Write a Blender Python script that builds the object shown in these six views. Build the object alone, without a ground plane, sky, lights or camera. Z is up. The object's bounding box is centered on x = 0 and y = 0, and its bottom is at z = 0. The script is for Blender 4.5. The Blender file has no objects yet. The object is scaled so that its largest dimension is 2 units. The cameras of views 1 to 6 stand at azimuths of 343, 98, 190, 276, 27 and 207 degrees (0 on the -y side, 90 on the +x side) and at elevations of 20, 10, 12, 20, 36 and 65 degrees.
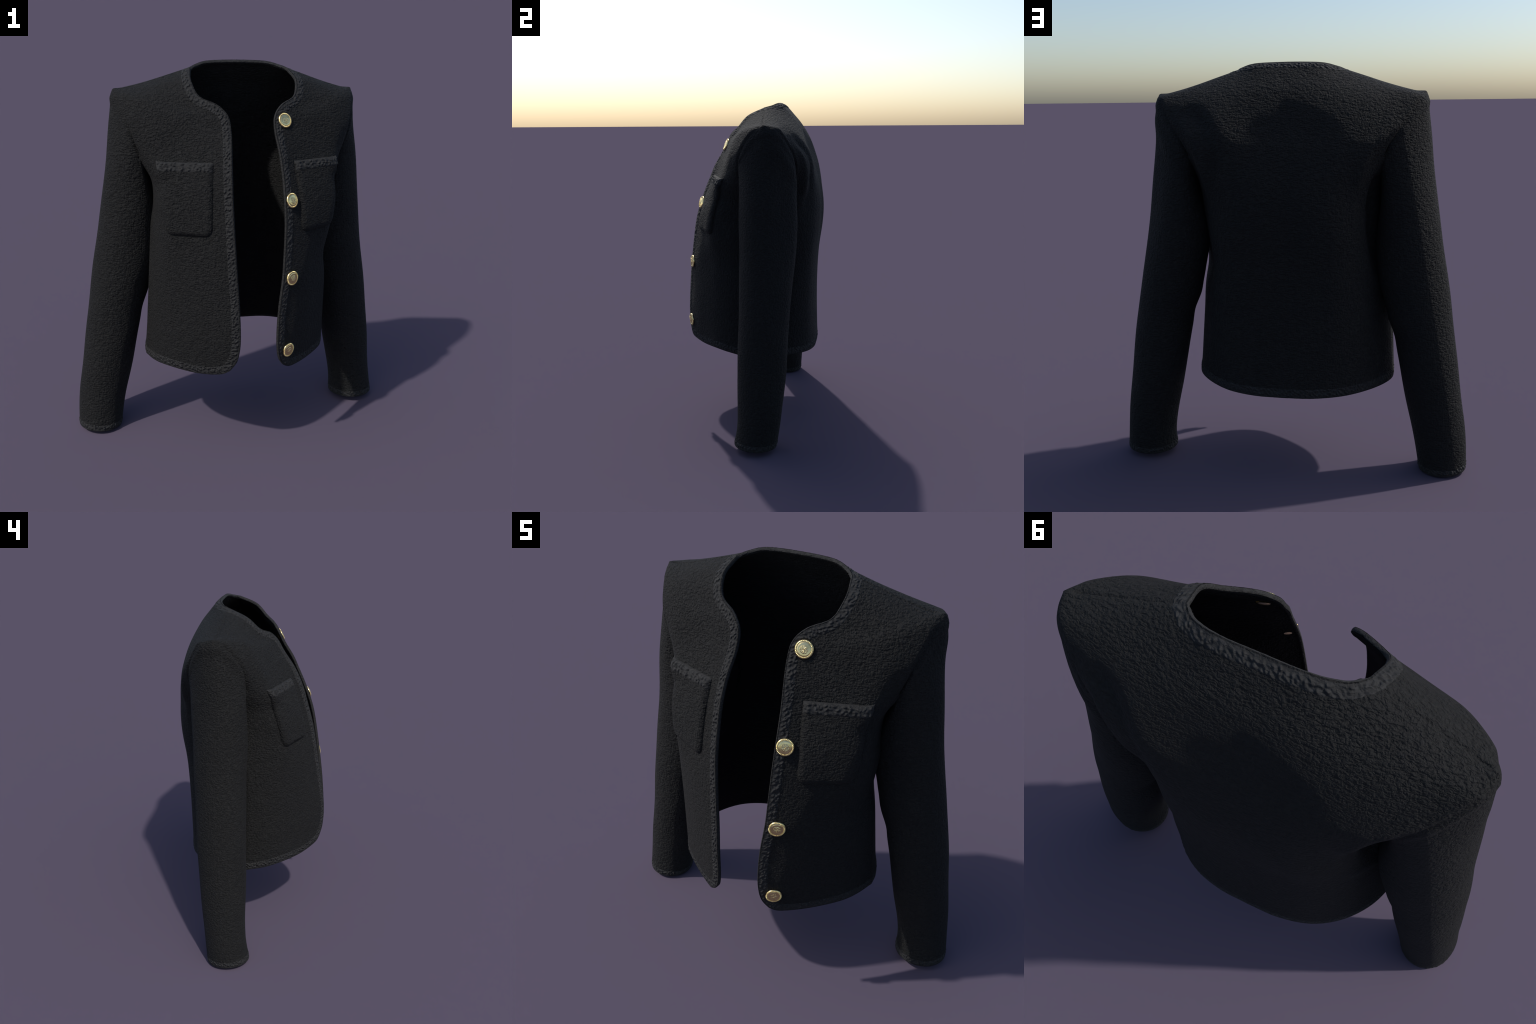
# A short black boucle jacket: collarless neck, open front, two patch pockets,
# four gilt buttons, braided trim round every edge.  Built as draped garment
# panels (control nets -> splined surfaces -> cloth with thickness).
import bpy, math
import numpy as np
from mathutils import Vector, Matrix
from mathutils.bvhtree import BVHTree

RNG = np.random.default_rng(7)
CLOTH = 0.016                      # cloth thickness

# ------------------------------------------------------------------ splines
def catmull(t, P, tq):
    """Cubic Hermite through P at knots t (finite-difference tangents)."""
    t = np.asarray(t, float); P = np.asarray(P, float); tq = np.asarray(tq, float)
    d = np.diff(P, axis=0) / np.diff(t)[:, None]
    h = np.diff(t)
    m = np.empty_like(P)
    m[0] = d[0]; m[-1] = d[-1]
    m[1:-1] = (d[:-1] * h[1:, None] + d[1:] * h[:-1, None]) / (h[1:] + h[:-1])[:, None]
    i = np.clip(np.searchsorted(t, tq, side='right') - 1, 0, len(t) - 2)
    s = ((tq - t[i]) / h[i])[:, None]; hh = h[i][:, None]
    return ((2*s**3 - 3*s**2 + 1) * P[i] + (s**3 - 2*s**2 + s) * hh * m[i]
            + (-2*s**3 + 3*s**2) * P[i+1] + (s**3 - s**2) * hh * m[i+1])

def chord(P, a=0.5):
    P = np.asarray(P, float)
    return np.r_[0, np.cumsum(np.linalg.norm(np.diff(P, axis=0), axis=1) ** a)]

def arc_sample(P, n, frac=None):
    """n points equally spaced by arc length along the spline through P."""
    t = chord(P); q = np.linspace(0, t[-1], 400)
    C = catmull(t, P, q)
    s = np.r_[0, np.cumsum(np.linalg.norm(np.diff(C, axis=0), axis=1))]
    f = np.linspace(0, 1, n) if frac is None else frac
    qq = np.interp(f * s[-1], s, q)
    return catmull(t, P, qq)

# ------------------------------------------------------------- control nets
# Half garment, x > 0 is the wearer's left.  Each front row runs from the front
# edge / neckline outward to the side seam / armhole.
FRONT = [
 [(.148,-.402,.530),(.178,-.386,.508),(.220,-.353,.491),(.305,-.287,.477),(.430,-.180,.480),(.480,-.085,.468),(.510,.015,.462)],
 [(.122,-.417,.580),(.208,-.364,.560),(.307,-.291,.550),(.430,-.180,.552),(.479,-.088,.543),(.507,.012,.535)],
 [(.109,-.423,.650),(.205,-.370,.640),(.310,-.295,.630),(.430,-.180,.630),(.478,-.090,.625),(.504,.010,.620)],
 [(.111,-.413,.850),(.215,-.358,.850),(.315,-.292,.850),(.430,-.182,.850),(.473,-.095,.850),(.495,.005,.850)],
 [(.123,-.388,1.065),(.220,-.340,1.065),(.320,-.280,1.065),(.430,-.188,1.060),(.468,-.100,1.060),(.486,.005,1.060)],
 [(.132,-.361,1.250),(.225,-.312,1.240),(.325,-.258,1.230),(.430,-.195,1.220),(.465,-.095,1.220),(.474,.030,1.220)],
 [(.134,-.330,1.380),(.222,-.280,1.385),(.330,-.234,1.380),(.443,-.163,1.370),(.464,-.060,1.375),(.450,.122,1.382)],
 [(.132,-.293,1.510),(.220,-.240,1.510),(.330,-.193,1.510),(.447,-.136,1.500),(.486,-.072,1.500),(.510,.010,1.505)],
 [(.124,-.247,1.610),(.220,-.197,1.610),(.340,-.147,1.605),(.460,-.098,1.600),(.515,-.055,1.600),(.552,-.007,1.600)],
 [(.113,-.187,1.700),(.210,-.152,1.700),(.340,-.112,1.692),(.478,-.072,1.690),(.537,-.034,1.690),(.582,.000,1.690)],
 [(.122,-.148,1.772),(.220,-.115,1.769),(.350,-.082,1.765),(.475,-.045,1.762),(.550,-.005,1.760),(.603,.033,1.757)],
 [(.167,-.112,1.818),(.262,-.074,1.807),(.370,-.042,1.808),(.492,-.012,1.812),(.565,.030,1.811),(.617,.070,1.806)],
 [(.245,-.059,1.853),(.327,-.026,1.849),(.410,-.003,1.846),(.515,.030,1.842),(.581,.066,1.839),(.628,.100,1.832)],
 [(.272,.008,1.920),(.345,.036,1.904),(.428,.056,1.885),(.535,.088,1.863),(.596,.110,1.857),(.638,.130,1.843)],
 [(.256,.108,1.968),(.350,.120,1.938),(.440,.127,1.907),(.545,.138,1.876),(.590,.146,1.865),(.628,.155,1.863),(.645,.158,1.848)],
]
# Each back row runs from the side seam / armhole to the centre back; the fifth
# point is the column that ends in the neck point of the shoulder seam.
BACK = [
 [(.510,.015,.462),(.503,.095,.460),(.466,.195,.463),(.388,.297,.462),(.280,.370,.455),(.140,.406,.448),(0,.411,.446)],
 [(.507,.012,.535),(.495,.095,.535),(.454,.195,.545),(.381,.300,.548),(.279,.372,.545),(.140,.404,.542),(0,.4085,.540)],
 [(.504,.010,.620),(.488,.095,.620),(.443,.195,.630),(.376,.302,.640),(.278,.374,.640),(.140,.402,.640),(0,.406,.640)],
 [(.495,.005,.850),(.470,.090,.850),(.426,.200,.850),(.368,.310,.850),(.275,.378,.850),(.140,.402,.850),(0,.406,.850)],
 [(.486,.005,1.060),(.452,.090,1.060),(.408,.200,1.060),(.361,.312,1.060),(.270,.386,1.060),(.140,.412,1.060),(0,.416,1.060)],
 [(.474,.030,1.220),(.440,.110,1.220),(.402,.215,1.220),(.355,.318,1.220),(.265,.400,1.220),(.140,.428,1.220),(0,.431,1.220)],
 [(.450,.122,1.382),(.428,.180,1.372),(.400,.255,1.370),(.352,.328,1.375),(.260,.405,1.380),(.140,.435,1.380),(0,.438,1.380)],
 [(.440,.280,1.520),(.425,.297,1.515),(.405,.325,1.510),(.358,.372,1.510),(.260,.412,1.510),(.140,.422,1.510),(0,.420,1.510)],
 [(.478,.323,1.620),(.455,.334,1.615),(.425,.350,1.610),(.362,.380,1.610),(.260,.399,1.610),(.130,.400,1.610),(0,.397,1.610)],
 [(.520,.318,1.690),(.487,.327,1.690),(.445,.340,1.690),(.370,.362,1.690),(.250,.375,1.690),(.130,.371,1.690),(0,.366,1.690)],
 [(.558,.294,1.750),(.515,.302,1.753),(.460,.316,1.759),(.370,.332,1.769),(.250,.341,1.780),(.130,.338,1.785),(0,.333,1.785)],
 [(.590,.266,1.800),(.542,.272,1.806),(.478,.280,1.818),(.370,.289,1.840),(.250,.295,1.857),(.130,.299,1.868),(0,.299,1.868)],
 [(.613,.238,1.838),(.564,.237,1.848),(.490,.234,1.864),(.362,.229,1.894),(.252,.229,1.919),(.135,.248,1.930),(0,.251,1.932)],
 [(.632,.202,1.848),(.586,.195,1.860),(.492,.184,1.884),(.356,.170,1.926),(.258,.166,1.957),(.143,.206,1.974),(0,.211,1.977)],
 None,   # shoulder seam + back neckline, see below
]
BACK_NECK = [(.256,.108,1.968),(.240,.132,1.975),(.216,.152,1.982),(.188,.166,1.990),(.150,.176,1.996),(.075,.182,1.999),(0,.182,2.0)]
ARMPIT_ROW = 6
# side seam -> left/right sleeve: (outer x, outer z, inner x, inner z, front y, back y)
SLEEVE = {
 +1: [(.688,1.50,.398,1.22,-.004,.345),(.733,1.15,.430,1.00,.004,.330),(.784,.82,.490,.79,.006,.307),
      (.842,.42,.570,.40,.007,.286),(.876,.11,.628,.10,.006,.254),(.886,.032,.627,.030,-.006,.241)],
 -1: [(.684,1.50,.418,1.20,-.006,.302),(.733,1.15,.425,1.00,.000,.297),(.783,.82,.484,.79,.004,.286),
      (.836,.42,.566,.40,.006,.266),(.874,.11,.628,.10,.005,.241),(.877,.019,.642,.006,-.010,.233)],
}
# flattening of the sleeve toward the outer back, ring by ring
SLEEVE_FLAT = {+1: (.26,.16,.06,.02,0,0), -1: (.06,.03,0,0,0,0)}

NF = 64                 # columns front edge -> side seam
NB = 34                 # extra back columns neck point -> centre back
ROWS_PER = [7,6,12,12,10,9,9,8,7,6,5,5,7,20]      # mesh rows between net rows

def row_params():
    v, idx = [], [0]
    for k, n in enumerate(ROWS_PER):
        v += list(k + np.arange(n) / n); idx.append(idx[-1] + n)
    return np.array(v + [len(ROWS_PER)]), idx
VQ, ROW_AT = row_params()
NV = len(VQ); KP = ROW_AT[ARMPIT_ROW]

def tensor(rows):
    R = np.array(rows)                                   # K x N x 3
    w = np.linalg.norm(np.diff(R, axis=0), axis=2).mean(1) ** 0.7
    knots = np.r_[0, np.cumsum(w)]
    tq = np.interp(VQ, np.arange(len(knots)), knots)
    return np.stack([catmull(knots, R[:, j], tq) for j in range(R.shape[1])], 1)

def smooth_grid(G, it, fixed):
    for _ in range(it):
        A = G.copy()
        A[1:-1, 1:-1] = (G[:-2, 1:-1] + G[2:, 1:-1] + G[1:-1, :-2] + G[1:-1, 2:]) / 4
        G = np.where(fixed[..., None], G, G * 0.5 + A * 0.5)
    return G

def drape_side(front_rows, back_rows):
    F = [arc_sample(r, NF) for r in front_rows]
    B = []
    for k, r in enumerate(back_rows):
        if r is None:
            piece1 = F[k][::-1]; piece2 = arc_sample(BACK_NECK, NB + 1)
        else:
            t = chord(r); q = np.linspace(0, t[-1], 600); C = catmull(t, r, q)
            j = np.searchsorted(q, t[4])
            piece1 = arc_sample_poly(C[:j + 1], NF); piece2 = arc_sample_poly(C[j:], NB + 1)
        B.append(np.vstack([piece1, piece2[1:]]))
    Fg = tensor(F); Bg = tensor(B)                        # rows x cols x 3
    Bg[:KP + 1, 0] = Fg[:KP + 1, -1]
    Bg[-1, :NF] = Fg[-1, ::-1]
    return Fg, Bg

def arc_sample_poly(C, n):
    s = np.r_[0, np.cumsum(np.linalg.norm(np.diff(C, axis=0), axis=1))]
    f = np.linspace(0, s[-1], n)
    return np.stack([np.interp(f, s, C[:, k]) for k in range(3)], 1)

# ------------------------------------------------- assemble the whole body
class Shell:
    """Welded vertex pool + quads tagged by panel."""
    def __init__(self): self.v = []; self.key = {}; self.q = []; self.tag = []
    def vid(self, p):
        k = (round(p[0], 5), round(p[1], 5), round(p[2], 5))
        if k not in self.key: self.key[k] = len(self.v); self.v.append(np.array(p, float))
        return self.key[k]
    def grid(self, G, tag, flip):
        I = np.array([[self.vid(p) for p in row] for row in G])
        for i in range(I.shape[0] - 1):
            for j in range(I.shape[1] - 1):
                q = [I[i, j], I[i, j+1], I[i+1, j+1], I[i+1, j]]
                if flip: q = q[::-1]
                if len(set(q)) == 4: self.q.append(q); self.tag.append(tag)
                elif len(set(q)) == 3:
                    u = list(dict.fromkeys(q)); self.q.append(u); self.tag.append(tag)
        return I

def vertex_normals(V, Q):
    N = np.zeros_like(V)
    tri = np.array([t for q in Q for t in ((q[0], q[1], q[2]), (q[0], q[2], q[-1]))])
    n = np.cross(V[tri[:, 1]] - V[tri[:, 0]], V[tri[:, 2]] - V[tri[:, 0]])
    for k in range(3): np.add.at(N, tri[:, k], n)
    return N / np.maximum(np.linalg.norm(N, axis=1), 1e-12)[:, None]

def relax(V, Q, fixed, it, lam=0.5):
    E = set()
    for q in Q:
        for a, b in zip(q, q[1:] + q[:1]): E.add((min(a, b), max(a, b)))
    E = np.array(list(E)); deg = np.zeros(len(V))
    np.add.at(deg, E[:, 0], 1); np.add.at(deg, E[:, 1], 1)
    for k in range(it):
        S = np.zeros_like(V)
        np.add.at(S, E[:, 0], V[E[:, 1]]); np.add.at(S, E[:, 1], V[E[:, 0]])
        L = S / deg[:, None] - V
        l = lam if k % 2 == 0 else -lam * 1.04           # Taubin: fair without shrinking
        V = np.where(fixed[:, None], V, V + l * L)
    return V

def sstep(x, a, b):
    t = np.clip((x - a) / (b - a), 0, 1); return t * t * (3 - 2 * t)

def asym(P, side):
    """Small drape differences between the wearer's left and right."""
    P = P.copy(); x, y, z = np.abs(P[..., 0]), P[..., 1], P[..., 2]
    if side > 0:        # left side hangs a little closer in, its front hem a little higher
        P[..., 1] += .020 * sstep(x, .0, .08) * np.exp(-((x - .31) / .10) ** 2) * np.exp(-((z - 1.68) / .10) ** 2) * sstep(y, .15, .30)
        P[..., 0] -= .019 * sstep(x, .15, .45) * (1 - sstep(z, 1.08, 1.33))
        P[..., 0] -= .016 * sstep(x, .25, .42) * np.exp(-((z - 1.03) / .09) ** 2)
        front = sstep(-y, -.02, .10)
        P[..., 0] -= .012 * (1 - sstep(x, .13, .30)) * (1 - sstep(z, .80, 1.05)) * front
        P[..., 1] += .018 * (1 - sstep(x, .15, .42)) * np.exp(-((z - 1.535) / .13) ** 2) * front
        P[..., 2] += .018 * sstep(x, .12, .30) * (1 - sstep(z, .46, .62)) * sstep(-y, -.1, .1)
    else:               # right shoulder blade and lower front edge stands out a little more
        P[..., 1] -= .010 * np.exp(-((x - .15) / .07) ** 2) * np.exp(-((z - .74) / .14) ** 2) * sstep(-y, .1, .3)
        P[..., 1] += .010 * sstep(x, .02, .15) * np.exp(-((z - 1.28) / .16) ** 2) * sstep(y, .2, .35)
    return P

Fg0, Bg0 = drape_side(FRONT, BACK)
shell = Shell(); GR = {}
for side in (+1, -1):
    m = np.array([side, 1, 1])
    Fg = asym(Fg0 * m, side); Bg = asym(Bg0 * m, side)
    GR[side, 'F'] = shell.grid(Fg, 'front%+d' % side, side < 0)
    GR[side, 'B'] = shell.grid(Bg, 'back', side < 0)
V = np.array(shell.v); Q = [list(map(int, q)) for q in shell.q]
fixed = np.zeros(len(V), bool)
for side in (+1, -1):
    F, B = GR[side, 'F'], GR[side, 'B']
    for ids in (F[:, 0], F[0, :], F[-1, :], B[-1, :], B[0, :], F[KP:, -1], B[KP:, 0]): fixed[ids] = True
V = relax(V, Q, fixed, 60)
NRM = vertex_normals(V, Q)
if (NRM[GR[1, 'B'][NV // 2, -1]][1]) < 0:                 # centre back must face +y
    Q = [q[::-1] for q in Q]; NRM = -NRM

# pressed seams: a shallow groove along the shoulder seam and armhole
def seam_dist(V, ids):
    P = V[ids]; out = np.full(len(V), 9.0)
    near = np.where(V[:, 2] > 1.3)[0]
    for a in range(0, len(near), 4000):
        n = near[a:a + 4000]
        out[n] = np.linalg.norm(V[n][:, None] - P[None], axis=2).min(1)
    return out
def line_dist(P, line):
    """Distance to a polyline and fade-out toward its two ends."""
    line = arc_sample(line, 60); D = np.linalg.norm(P[:, None] - line[None], axis=2)
    i = D.argmin(1); f = i / 59
    return D.min(1), np.clip(np.minimum(f, 1 - f) * 4, 0, 1)

# drape folds: (polyline, height, half width); back ones hang from the sleeve heads
FOLDS = [
 ([(.530,.300,1.765),(.445,.342,1.690),(.392,.360,1.590),(.372,.365,1.490),(.365,.350,1.36),(.370,.33,1.26)], .016, .030),
 ([(.480,.285,1.800),(.365,.350,1.720),(.322,.385,1.630),(.312,.395,1.530),(.310,.40,1.43)], -.017, .030),
 ([(-.435,.292,1.50),(-.415,.278,1.43),(-.402,.268,1.36),(-.400,.262,1.30)], -.022, .024),
 ([(-.520,.300,1.765),(-.430,.345,1.650),(-.365,.372,1.540),(-.340,.375,1.40),(-.335,.37,1.25)], .012, .030),
 ([(-.470,.300,1.740),(-.410,.330,1.640),(-.400,.320,1.520)], -.005, .025),
 ([(-.455,.275,1.49),(-.425,.265,1.38),(-.410,.245,1.25),(-.425,.20,1.12),(-.44,.17,1.03)], -.030, .042),
 ([(-.36,.32,1.16),(-.40,.27,1.04),(-.45,.14,.94),(-.48,.03,.90)], .012, .030),
 ([(.42,.22,1.15),(.43,.16,1.06),(.45,.06,1.00)], -.012, .028),
 ([(.39,.28,1.12),(.42,.20,1.10),(.45,.10,1.10)], .008, .022),
 ([(-.445,-.15,1.66),(-.440,-.16,1.56),(-.446,-.15,1.45)], .007, .026),
 ([(.445,-.15,1.66),(.440,-.16,1.56),(.446,-.15,1.45)], .007, .026),
]
near = V[:, 2] > .8
push = np.zeros(len(V))
for line, amp, wid in FOLDS:
    d, f = line_dist(V[near], line); push[near] += amp * f * np.exp(-(d / wid) ** 2)
push[fixed] = 0
V = V + NRM * push[:, None]
NRM = vertex_normals(V, Q)
groove = np.zeros(len(V))
for side in (+1, -1):
    d = seam_dist(V, GR[side, 'F'][-1, 3:])
    tip = V[GR[side, 'F'][-1, -1]]                # the two seams meet softly at the shoulder tip
    soft = sstep(np.linalg.norm(V - tip, axis=1), .01, .07)
    groove = np.maximum(groove, np.exp(-(d / .0070) ** 2) * .0060 * soft)
    arm = np.r_[GR[side, 'F'][KP + 14:, -1], GR[side, 'B'][KP + 14:, 0]]
    d = seam_dist(V, arm)
    groove = np.maximum(groove, np.exp(-(d / .010) ** 2) * (.0060 + .0050 * soft))
NOFF = NRM.copy()                                 # thickness follows the ungrooved cloth
V = V - NRM * groove[:, None]
NRM = vertex_normals(V, Q)
bvh = BVHTree.FromPolygons([Vector(v) for v in V], Q)

# --------------------------------------------------------------- materials
def nodes_of(name):
    m = bpy.data.materials.new(name); m.use_nodes = True
    nt = m.node_tree; return m, nt, nt.nodes['Principled BSDF']

def cloth_material(name, base, light, bump=1.0, fine=1.0, spec=.32):
    m, nt, b = nodes_of(name); N = nt.nodes; L = nt.links
    tc = N.new('ShaderNodeTexCoord')
    def noise(scale, stretch, detail=2.0, dist=0.0, rough=.5):
        mp = N.new('ShaderNodeMapping'); mp.inputs['Scale'].default_value = stretch
        L.new(tc.outputs['Object'], mp.inputs['Vector'])
        n = N.new('ShaderNodeTexNoise'); n.inputs['Scale'].default_value = scale
        n.inputs['Detail'].default_value = detail; n.inputs['Distortion'].default_value = dist
        n.inputs['Roughness'].default_value = rough
        L.new(mp.outputs['Vector'], n.inputs['Vector']); return n.outputs['Fac']
    def math_(op, a, c):
        n = N.new('ShaderNodeMath'); n.operation = op
        for i, x in enumerate((a, c)):
            if isinstance(x, (int, float)): n.inputs[i].default_value = x
            else: L.new(x, n.inputs[i])
        return n.outputs[0]
    weft = noise(98, (.50, .90, 1.35), 2.0, .45)      # crosswise slubs
    warp = noise(92, (1.30, 1.1, .50), 1.5, .3)       # lengthwise threads
    lump = noise(26, (1, 1, 1.3), 1.0, .3)
    fuzz = noise(260, (1, 1, 1.4), 2.0)
    def plateau(x, lo, hi):                          # flat loops with sharp pits between them
        n = N.new('ShaderNodeMapRange'); n.interpolation_type = 'SMOOTHSTEP'
        n.inputs['From Min'].default_value = lo; n.inputs['From Max'].default_value = hi
        L.new(x, n.inputs['Value']); return n.outputs['Result']
    h = math_('ADD', math_('MULTIPLY', plateau(weft, .28, .62), .50), math_('MULTIPLY', plateau(warp, .28, .60), .26))
    h = math_('ADD', h, math_('MULTIPLY', lump, .35))
    h = math_('ADD', h, math_('MULTIPLY', fuzz, .06 * fine))
    bp = N.new('ShaderNodeBump'); bp.inputs['Strength'].default_value = 1.0
    bp.inputs['Distance'].default_value = .0098 * bump
    L.new(h, bp.inputs['Height']); L.new(bp.outputs['Normal'], b.inputs['Normal'])
    cr = N.new('ShaderNodeValToRGB')
    cr.color_ramp.elements[0].position = .40; cr.color_ramp.elements[0].color = (*base, 1)
    cr.color_ramp.elements[1].position = .68; cr.color_ramp.elements[1].color = (*light, 1)
    L.new(weft, cr.inputs['Fac']); L.new(cr.outputs['Color'], b.inputs['Base Color'])
    b.inputs['Roughness'].default_value = .88
    b.inputs['Specular IOR Level'].default_value = spec
    return m

MAT_CLOTH = cloth_material('black_boucle', (.0040, .0040, .0040), (.0068, .0068, .0068), spec=.31)
MAT_TRIM = cloth_material('black_braid', (.007, .007, .0072), (.015, .015, .0155), bump=.32, spec=.42)  # base colour lightened over the cloth's to paint in the knots' grey highlights

def gold_material():
    m, nt, b = nodes_of('gilt_brass'); N = nt.nodes; L = nt.links
    tc = N.new('ShaderNodeTexCoord'); n = N.new('ShaderNodeTexNoise')
    n.inputs['Scale'].default_value = 60; n.inputs['Detail'].default_value = 3
    L.new(tc.outputs['Object'], n.inputs['Vector'])
    cr = N.new('ShaderNodeValToRGB')
    cr.color_ramp.elements[0].position = .3; cr.color_ramp.elements[0].color = (.78, .60, .27, 1)
    cr.color_ramp.elements[1].position = .7; cr.color_ramp.elements[1].color = (.92, .74, .38, 1)
    L.new(n.outputs['Fac'], cr.inputs['Fac']); L.new(cr.outputs['Color'], b.inputs['Base Color'])
    b.inputs['Metallic'].default_value = 1.0; b.inputs['Roughness'].default_value = .24
    return m
MAT_GOLD = gold_material()

# ------------------------------------------------------------ object helpers
root = bpy.data.objects.new('jacket', None); bpy.context.collection.objects.link(root)
root['label'] = 'short black boucle jacket, open front, gold buttons'
root['category'] = 'jacket'

def make_object(name, verts, faces, mat, parent=root, normals=None, mesh=None):
    if mesh is None:
        mesh = bpy.data.meshes.new(name)
        mesh.from_pydata([tuple(map(float, v)) for v in verts], [], [list(map(int, f)) for f in faces])
        mesh.materials.append(mat)
        mesh.polygons.foreach_set('use_smooth', [True] * len(mesh.polygons))
        mesh.update()
        if normals is not None:
            mesh.normals_split_custom_set_from_vertices([tuple(map(float, n)) for n in normals])
    ob = bpy.data.objects.new(name, mesh); bpy.context.collection.objects.link(ob)
    ob.parent = parent
    return ob

def thick_patch(V, N, faces, t=CLOTH, NO=None, seams=()):
    """Cloth with an outer and an inner face, closed along its open edges."""
    used = sorted({i for f in faces for i in f}); mp = {g: k for k, g in enumerate(used)}
    P = V[used]; n = N[used]; k = len(used); no = n if NO is None else NO[used]
    F = [[mp[i] for i in f] for f in faces]
    cnt = {}
    for f in F:
        for a, b in zip(f, f[1:] + f[:1]): cnt[(a, b)] = 1
    out = list(F) + [[i + k for i in f[::-1]] for f in F]
    for (a, b) in cnt:
        if (b, a) not in cnt and (used[b], used[a]) not in seams: out.append([b, a, a + k, b + k])
    return np.vstack([P, P - no * t]), out, np.vstack([n, -no])

tags = np.array(shell.tag)
WHOLE = {(a, b) for q in Q for a, b in zip(q, q[1:] + q[:1])}     # edges shared by two panels carry no wall
for tag, name in (('front+1', 'front_panel'), ('front-1', 'front_panel'), ('back', 'back_panel')):
    fs = [Q[i] for i in np.where(tags == tag)[0]]
    v, f, n = thick_patch(V, NRM, fs, NO=NOFF, seams=WHOLE)
    make_object(name, v, f, MAT_CLOTH, normals=n)

# ------------------------------------------------------------------ sleeves
def grid_faces(nr, nc, closed=False, flip=False, off=0):
    out = []
    for i in range(nr - 1):
        for j in range(nc if closed else nc - 1):
            j2 = (j + 1) % nc
            q = [off + i*nc + j, off + i*nc + j2, off + (i+1)*nc + j2, off + (i+1)*nc + j]
            out.append(q[::-1] if flip else q)
    return out

def sleeve_grid(side):
    F = V[GR[side, 'F'][KP:, -1]]; B = V[GR[side, 'B'][KP:, 0]]
    loop = np.vstack([F[::-1], B[1:-1]])           # tip -> front -> armpit -> back
    n1 = len(F)
    def half_angle(P):
        s = np.r_[0, np.cumsum(np.linalg.norm(np.diff(P, axis=0), axis=1))]; return s / s[-1] * math.pi
    th = np.r_[half_angle(F[::-1]), math.pi + half_angle(B)[1:-1]]
    rings = [loop]
    for (ox, oz, ix, iz, yf, yb), flat in zip(SLEEVE[side], SLEEVE_FLAT[side]):
        k = 1 - flat * np.clip(np.cos(th + math.radians(42)), 0, 1) ** 3
        c, s = np.cos(th) * k, np.sin(th) * k
        # slightly squared ellipse
        cx, cz = (ox + ix) / 2, (oz + iz) / 2
        P = np.stack([side * (cx + (ox - ix) / 2 * c), (yf + yb) / 2 - (yb - yf) / 2 * s, cz + (oz - iz) / 2 * c], 1)
        rings.append(P)
    last = rings[-1]                                         # hem of the cuff dips at the back
    last[:, 2] += .005 * np.sin(th)
    R = np.array(rings)
    w = np.linalg.norm(np.diff(R, axis=0), axis=2).mean(1)
    t = np.r_[0, np.cumsum(w)]
    nr = 190
    G = np.stack([catmull(t, R[:, j], np.linspace(0, t[-1], nr)) for j in range(R.shape[1])], 1)
    return G, th

SG = {}
for side in (+1, -1):
    G, th = sleeve_grid(side)
    nr, nc = G.shape[:2]
    sv = G.reshape(-1, 3); sf = grid_faces(nr, nc, True)
    fx = np.zeros(len(sv), bool); fx[:nc] = True; fx[-nc:] = True
    sv = relax(sv, sf, fx, 30)
    sn = vertex_normals(sv, sf)
    mid = (nr // 2) * nc
    if sn[mid][0] * side < 0: sf = [f[::-1] for f in sf]; sn = -sn
    Gs = sv.reshape(nr, nc, 3); d = np.linalg.norm(Gs - Gs[:1], axis=2)
    head = np.clip(np.cos(th) * 1.3 + .5, 0, 1)[None, :]
    puff = .0060 * np.exp(-((d - .030) / .020) ** 2) * head
    z = Gs[..., 2]; inner = np.clip(-np.cos(th), 0, 1)[None, :] ** 2
    if side > 0: puff += inner * (.005 * np.exp(-((z - .885) / .045) ** 2) - .006 * np.exp(-((z - .78) / .05) ** 2))
    else: puff += inner * (.006 * np.exp(-((z - .80) / .05) ** 2) - .004 * np.exp(-((z - .69) / .05) ** 2))
    wave = .0012 * np.sin(9 * z + 2 * th[None, :] + side) + .0010 * np.sin(17 * z - 3 * th[None, :] + 2 * side)
    puff += wave * np.clip(d / .2, 0, 1) * np.clip((z - .06) / .2, 0, 1)
    if side > 0: puff += .013 * np.exp(-((d - .10) / .055) ** 2) * np.clip(np.cos(th + math.radians(50)), 0, 1)[None, :] ** 2
    puff[0] = 0
    sv = sv + sn * puff.reshape(-1, 1); sn2 = vertex_normals(sv, sf); sn = sn2
    SG[side] = (sv.reshape(nr, nc, 3), sn.reshape(nr, nc, 3))
    v, f, n = thick_patch(sv, sn, sf)
    SG[side, 'ob'] = make_object('sleeve', v, f, MAT_CLOTH, normals=n)

# --------------------------------------------------------------------- trim
def knots_height(s, d, rows, period, seed, sa=.0074, sb=.0042):
    """Braid relief: rows of slanted, jittered knots; s along, d across (metres)."""
    rng = np.random.default_rng(seed); H = np.zeros(s.shape)
    n = int(s.max() / period) + 6
    for r, (d0, slant) in enumerate(rows):
        js = rng.normal(0, .26, n) * period; jd = rng.normal(0, .0040, n)
        ja = slant + rng.normal(0, .65, n); jh = rng.uniform(.45, 1.25, n)
        k0 = np.floor(s / period + (r % 2) * .5).astype(int)
        for dk in (-1, 0, 1, 2):
            k = np.clip(k0 + dk, 0, n - 1)
            a = s - ((k - (r % 2) * .5 + .5) * period + js[k]); b = d - d0 - jd[k]
            c, q = np.cos(ja[k]), np.sin(ja[k])
            u = a * c + b * q; w = -a * q + b * c
            H = np.maximum(H, jh[k] * np.exp(-(u / sa) ** 2 - (w / sb) ** 2))
    return H

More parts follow.
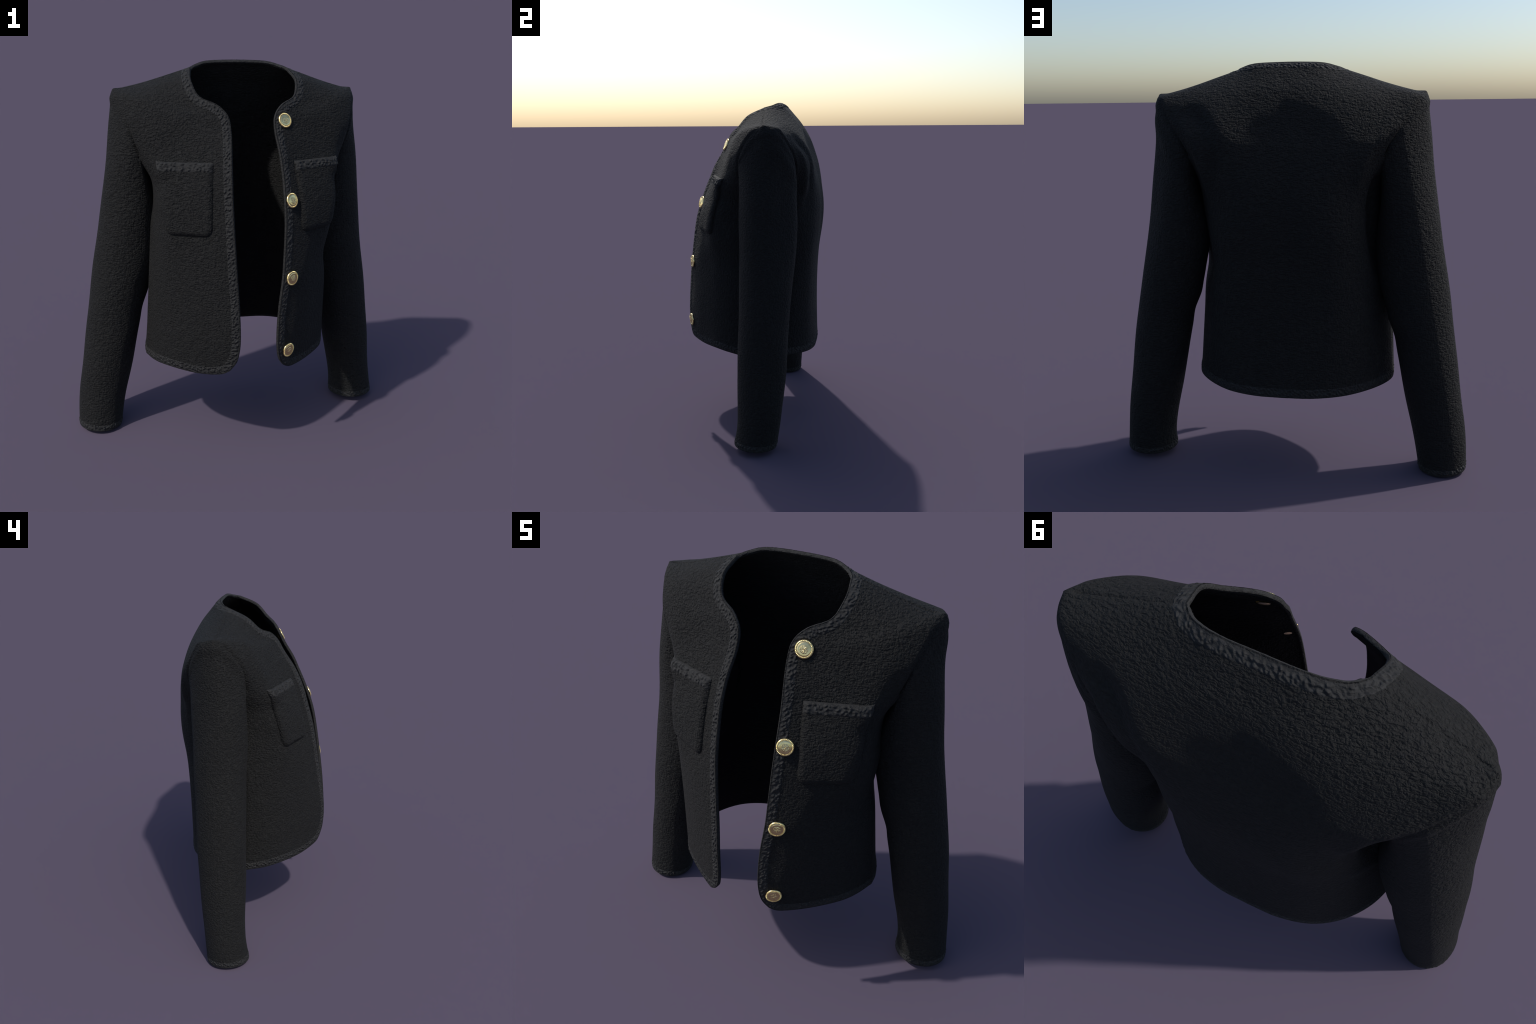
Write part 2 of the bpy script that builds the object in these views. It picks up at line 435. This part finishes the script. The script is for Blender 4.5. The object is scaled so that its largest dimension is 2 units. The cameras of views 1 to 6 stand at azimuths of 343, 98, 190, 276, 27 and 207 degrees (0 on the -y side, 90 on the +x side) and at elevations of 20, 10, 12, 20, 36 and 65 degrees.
def box_smooth(A, it, closed):
    for _ in range(it):
        if closed: A = (np.roll(A, 1, 0) + np.roll(A, -1, 0) + 2 * A) / 4
        else:
            B = A.copy(); B[1:-1] = (A[:-2] + A[2:] + 2 * A[1:-1]) / 4; A = B
    return A

# profile of the braid: (distance in from the edge, height over the cloth)
BRAID_PROFILE = [(.0475,-.0030),(.045,-.0009),(.041,.0001),(.024,.0004),(.006,.0003),(.0010,-.0006),(-.0010,-.003),
                 (-.0016,-.008),(-.0010,-.013),(.0010,-.0163),(.006,-.0172),(.012,-.0168),(.0135,-.012)]

def braid_along(P, N, inward, closed, find, name, parent, seed, step=.003, profile=BRAID_PROFILE, rows=((.0160,.80),(.0275,-.80),(.0380,.80)), amp=.0024, period=.0200):
    prof = np.array(profile)
    cs = np.r_[0, np.cumsum(np.linalg.norm(np.diff(prof, axis=0), axis=1))]
    q = np.linspace(0, cs[-1], int(cs[-1] / .0028))
    pd = np.interp(q, cs, prof[:, 0]); pn = np.interp(q, cs, prof[:, 1])
    outer = q < cs[5]
    nd = len(q); ns = len(P)
    X = np.zeros((ns, nd, 3)); NN = np.zeros((ns, nd, 3))
    for i in range(ns):
        for j in range(nd):
            p = P[i] + inward[i] * pd[j]
            if pd[j] > .002:
                hit, hn = find(p)
                X[i, j] = hit; NN[i, j] = hn
            else: X[i, j] = p; NN[i, j] = N[i]
    NN = box_smooth(NN, 6, closed)
    for _ in range(2): NN[:, 1:-1] = (NN[:, :-2] + NN[:, 2:] + 2 * NN[:, 1:-1]) / 4
    NN /= np.linalg.norm(NN, axis=2)[..., None]
    s = np.r_[0, np.cumsum(np.linalg.norm(np.diff(P, axis=0), axis=1))]
    S, D = np.meshgrid(s, pd, indexing='ij')
    w = np.clip((pd - .006) / .006, 0, 1) * np.clip((.0470 - pd) / .004, 0, 1) * outer
    K = np.maximum(knots_height(S, D, rows, period, seed), .8 * knots_height(S, D, [(d + .006, -a) for d, a in rows], period * 1.37, seed + 90, .0058, .0036))
    rim = np.where(~outer & (pd < .004), 1.0, 0.0)
    lump = np.interp(s, np.arange(0, s[-1] + .02, .009), np.random.default_rng(seed + 5).uniform(0, 1, len(np.arange(0, s[-1] + .02, .009))))
    X = X + NN * (pn[None, :] + K * w[None, :] * amp)[..., None]
    X = X - inward[:, None, :] * (rim[None, :] * lump[:, None] * .0006)[..., None]
    X2 = X + NN * (K * w[None, :] * amp * 4.2)[..., None]
    f = grid_faces(ns, nd, False)
    if closed: f += [[(ns-1)*nd + j, (ns-1)*nd + j + 1, j + 1, j] for j in range(nd - 1)]
    v = X.reshape(-1, 3)
    n = vertex_normals(v, f)
    if (n.reshape(ns, nd, 3)[:, 4] * NN[:, 4]).sum() < 0: f = [q[::-1] for q in f]
    return make_object(name, v, f, MAT_TRIM, parent, normals=vertex_normals(X2.reshape(-1, 3), f))

def resample(P, closed, step):
    C = np.vstack([P, P[:1]]) if closed else P
    L = np.linalg.norm(np.diff(C, axis=0), axis=1).sum()
    n = int(L / step)
    R = arc_sample_poly(C, n + 1)
    return R[:-1] if closed else R

# the one long edge loop: neck -> front edge -> hem -> other front edge -> neck
ids = []
ids += list(GR[-1, 'B'][-1, ::-1][:NB + 1])          # centre back -> neck point (right)
ids += list(GR[-1, 'F'][::-1, 0][1:])                # neck, front edge down
ids += list(GR[-1, 'F'][0, 1:])                      # front hem
ids += list(GR[-1, 'B'][0, 1:])                      # back hem to centre
ids += list(GR[1, 'B'][0, ::-1][1:])
ids += list(GR[1, 'F'][0, ::-1][1:])
ids += list(GR[1, 'F'][1:, 0])
ids += list(GR[1, 'B'][-1, NF - 1:][1:-1])
EP = V[ids]; EN = NRM[ids]
def resample_with(P, A, closed, step):
    C = np.vstack([P, P[:1]]); B = np.vstack([A, A[:1]])
    s = np.r_[0, np.cumsum(np.linalg.norm(np.diff(C, axis=0), axis=1))]
    q = np.linspace(0, s[-1], int(s[-1] / step) + 1)[:-1]
    f = lambda M: np.stack([np.interp(q, s, M[:, k]) for k in range(3)], 1)
    return f(C), f(B)
EP, EN = resample_with(EP, EN, True, .003)
EP = box_smooth(EP, 6, True); EN = box_smooth(EN, 10, True); EN /= np.linalg.norm(EN, axis=1)[:, None]
T = np.roll(EP, -1, 0) - np.roll(EP, 1, 0); T = box_smooth(T, 8, True); T /= np.linalg.norm(T, axis=1)[:, None]
IN = np.cross(EN, T); IN /= np.linalg.norm(IN, axis=1)[:, None]
if np.dot(IN[0], (0, 0, -1)) < 0: IN = -IN           # at the back neck, inward is down
def find_body(p):
    h = bvh.find_nearest(Vector(p)); return np.array(h[0]), np.array(h[1])
braid_along(EP, EN, IN, True, find_body, 'edge_trim', root, 11)

for side in (+1, -1):
    G, Nn = SG[side]
    sb = BVHTree.FromPolygons([Vector(v) for v in G.reshape(-1, 3)], grid_faces(G.shape[0], G.shape[1], True))
    P, N2 = resample_with(G[-1], Nn[-1], True, .003)
    Iv = np.stack([np.interp(np.linspace(0, 1, len(P), endpoint=False), np.linspace(0, 1, G.shape[1], endpoint=False), (G[-8] - G[-1])[:, k], period=1) for k in range(3)], 1)
    Iv -= N2 * (Iv * N2).sum(1)[:, None]; Iv /= np.linalg.norm(Iv, axis=1)[:, None]
    def find_sl(p, N2=N2):
        h = sb.find_nearest(Vector(p)); n = np.array(h[1])
        c = np.array(G[-10].mean(0))
        if np.dot(n[:2], (p - c)[:2]) < 0: n = -n
        return np.array(h[0]), n
    cuff_prof = [(d * .75 if d > 0 else d, n) for d, n in BRAID_PROFILE]
    braid_along(P, N2, Iv, True, find_sl, 'cuff_trim', SG[side, 'ob'], 21 + side, profile=cuff_prof, rows=((.013,.9),(.027,-.9)))

# ------------------------------------------------------------------ pockets
POCKET = dict(it=(.213,-.226,1.553), ib=(.232,-.315,1.222), ob=(.436,-.205,1.213), ot=(.486,-.140,1.553))
def pocket(side):
    m = np.array([side, 1, 1])
    it, ib, ob_, ot = [np.array(POCKET[k]) * m for k in ('it', 'ib', 'ob', 'ot')]
    w = np.linalg.norm(ot - it) * .5 + np.linalg.norm(ob_ - ib) * .5; h = np.linalg.norm(it - ib)
    def place(x, y):                    # x,y in metres in the flat pocket, origin lower inner corner
        u, v = x / w, y / h
        p = (1-u)*(1-v)*ib + u*(1-v)*ob_ + (1-u)*v*it + u*v*ot
        hit, n = find_body(p); return hit, n
    R = np.array
    # rounded outline
    path = []
    def corner(cx, cy, r, a0):
        for a in np.linspace(a0, a0 + math.pi/2, 9): path.append((cx + r*math.cos(a), cy + r*math.sin(a)))
    rb, rt, g = .044, .014, .007
    corner(w+g-rb, rb-g, rb, -math.pi/2); corner(w+g-rt, h+g-rt, rt, 0); corner(rt-g, h+g-rt, rt, math.pi/2); corner(rb-g, rb-g, rb, math.pi)
    path = arc_sample_poly(np.c_[np.array(path + path[:1]), np.zeros(len(path)+1)], 241)[:-1, :2]
    c = np.array([w/2, h/2])
    rho = np.r_[np.linspace(.04, .80, 18), np.linspace(.83, 1.0, 16)]
    verts, nrm, ht = [], [], []
    for r in rho:
        for p in path:
            q = c + (p - c) * r
            e = max((1 - r) * min(abs(p - c).max(), h/2), 0)
            k = min(e / .030, 1); H = -.006 + .0240 * math.sqrt(max(0, 1 - (1 - k) ** 2))
            hit, n = place(*q); verts.append(hit); nrm.append(n); ht.append(H)
    nn = np.array(nrm).reshape(len(rho), len(path), 3)
    nn = np.stack([box_smooth(a, 6, True) for a in nn]); nn = box_smooth(nn, 4, False)
    nn /= np.linalg.norm(nn, axis=2)[..., None]
    vv = np.array(verts) + nn.reshape(-1, 3) * np.array(ht)[:, None]
    f = grid_faces(len(rho), len(path), True)
    f.append(list(range(len(path)))[::-1])
    n0 = vertex_normals(vv, f)
    if (n0 * nn.reshape(-1, 3)).sum() < 0: f = [q[::-1] for q in f]
    pk = make_object('pocket', vv, f, MAT_CLOTH)
    # braided band along the mouth
    xs = np.arange(-.0045, w + .0045, .003); prof = [(-.004,-.003),(-.003,.006),(.002,.0125),(.010,.0170),(.024,.0192),(.038,.0196),(.044,.0190),(.048,.0150)]
    prof = np.array(prof); cs = np.r_[0, np.cumsum(np.linalg.norm(np.diff(prof, axis=0), axis=1))]
    q = np.linspace(0, cs[-1], 27); pd = np.interp(q, cs, prof[:, 0]); pn = np.interp(q, cs, prof[:, 1])
    X = np.zeros((len(xs), len(q), 3)); M = np.zeros_like(X)
    for i, x in enumerate(xs):
        for j in range(len(q)): X[i, j], M[i, j] = place(x, h + .004 - pd[j])
    M = box_smooth(M, 6, False)
    for _ in range(3): M[:, 1:-1] = (M[:, :-2] + M[:, 2:] + 2*M[:, 1:-1]) / 4
    M /= np.linalg.norm(M, axis=2)[..., None]
    S, D = np.meshgrid(xs, pd, indexing='ij')
    K = knots_height(S, D, ((.010,.85),(.023,-.85),(.036,.85)), .0210, 31 + side)
    e = np.minimum(xs, w - xs) + .006; endf = np.sqrt(np.clip(1 - (1 - np.clip(e / .024, 0, 1)) ** 2, 0, 1))
    Hh = pn[None, :] * (1.25 * endf[:, None] - .25) + K * .0034 * endf[:, None] * np.clip((pd - .001)/.004, 0, 1) * np.clip((.046 - pd)/.004, 0, 1)
    X2 = X + M * (Hh + K * .0085 * endf[:, None])[..., None]; X = X + M * Hh[..., None]
    f = grid_faces(len(xs), len(q)); v = X.reshape(-1, 3); n0 = vertex_normals(v, f)
    if (n0 * M.reshape(-1, 3)).sum() < 0: f = [a[::-1] for a in f]
    make_object('pocket_trim', v, f, MAT_TRIM, pk, normals=vertex_normals(X2.reshape(-1, 3), f))
for side in (+1, -1): pocket(side)

# ------------------------------------------------------------------ buttons
def lathe(profile, n):
    v, f = [], []
    for r, z in profile:
        for k in range(n):
            a = 2*math.pi*k/n; v.append((r*math.cos(a), r*math.sin(a), z))
    f = grid_faces(len(profile), n, True)
    f.append(list(range(n))[::-1]); f.append([(len(profile)-1)*n + k for k in range(n)])
    return v, f

def button_mesh():
    R = .0385
    prof = [(.003,-.0142),(.012,-.0138),(.023,-.0118),(.0235,-.010),(.024,.002),(R-.003,.0030),(R-.0006,.0052),(R,.0078),(R-.0008,.0104),(R-.003,.0124),(R-.0062,.0132),
            (R-.0090,.0128),(R-.0099,.0132),(R-.0110,.0140),(.0240,.0146),(.017,.0152),(.010,.0155),(.004,.0156)]
    v, f = lathe(prof, 96)
    nb = 34                                             # milled rim: one bead after another
    for k in range(nb):
        a = 2*math.pi*k/nb
        M = Matrix.Rotation(a, 4, 'Z') @ Matrix.Translation((R-.0055, 0, .0128)) @ Matrix.Rotation(math.radians(14), 4, 'Y')
        base = len(v); rows, cols = 6, 8
        for i in range(rows + 1):
            ph = math.pi*i/rows
            for j in range(cols):
                t = 2*math.pi*j/cols
                p = M @ Vector((.0045*math.sin(ph)*math.cos(t), .0023*math.sin(ph)*math.sin(t), .0030*math.cos(ph)))
                v.append(tuple(p))
        f += grid_faces(rows + 1, cols, True, False, base)
    me = bpy.data.meshes.new('button'); me.from_pydata(v, [], f); me.materials.append(MAT_GOLD)
    me.polygons.foreach_set('use_smooth', [True]*len(me.polygons)); me.update()
    return me

def emblem_mesh():
    """Worn raised crest: an irregular lobed medallion with engraved strands."""
    rng = np.random.default_rng(3); nr, na = 40, 110
    lob = [(k, rng.uniform(0, 6.28), rng.uniform(.4, 1)/k) for k in (2, 3, 5, 7, 9)]
    v = []
    for i in range(nr):
        for j in range(na):
            a = 2*math.pi*j/na; r0 = .0185*(1 + .16*sum(w*math.cos(k*a + p) for k, p, w in lob))
            r = r0*(i + .15)/(nr - 1)
            x, y = r*math.cos(a), r*math.sin(a); e = 1 - i/(nr - 1)
            relief = .0005*math.sin(720*x + 2.6*math.sin(380*y)) * math.sin(640*y + 2.1*math.sin(430*x)) + .0004*math.sin(8*a + 300*r)
            v.append((x, y, .0146 + .0012*min(1, e*5) + relief*min(1, e*4) + .0010*(1 - (r/.02)**2)))
    f = grid_faces(nr, na, True); f.append(list(range(na))[::-1])
    me = bpy.data.meshes.new('emblem'); me.from_pydata(v, [], f); me.materials.append(MAT_GOLD)
    me.polygons.foreach_set('use_smooth', [True]*len(me.polygons)); me.update()
    return me

BUTTON_ME, EMBLEM_ME = button_mesh(), emblem_mesh()
for c, spin in (((.172,-.152,1.746), .2), ((.176,-.322,1.385), -.1), ((.167,-.378,.999), .15), ((.157,-.389,.611), .5)):
    pts = [find_body(np.array(c) + np.array(o)) for o in ((0,0,0),(.02,0,0),(-.02,0,0),(0,0,.02),(0,0,-.02))]
    n = Vector(np.mean([p[1] for p in pts], 0)).normalized(); p = Vector(pts[0][0])
    up = Vector((0, 0, 1)); xa = up.cross(n).normalized(); ya = n.cross(xa)
    M = Matrix((xa, ya, n)).transposed().to_4x4(); M.translation = p - n * (.0048 if c[2] > 1.7 else .0026)
    b = make_object('button', None, None, None, mesh=BUTTON_ME); b.matrix_local = M @ Matrix.Rotation(spin, 4, 'Z')
    e = make_object('emblem', None, None, None, b, mesh=EMBLEM_ME)
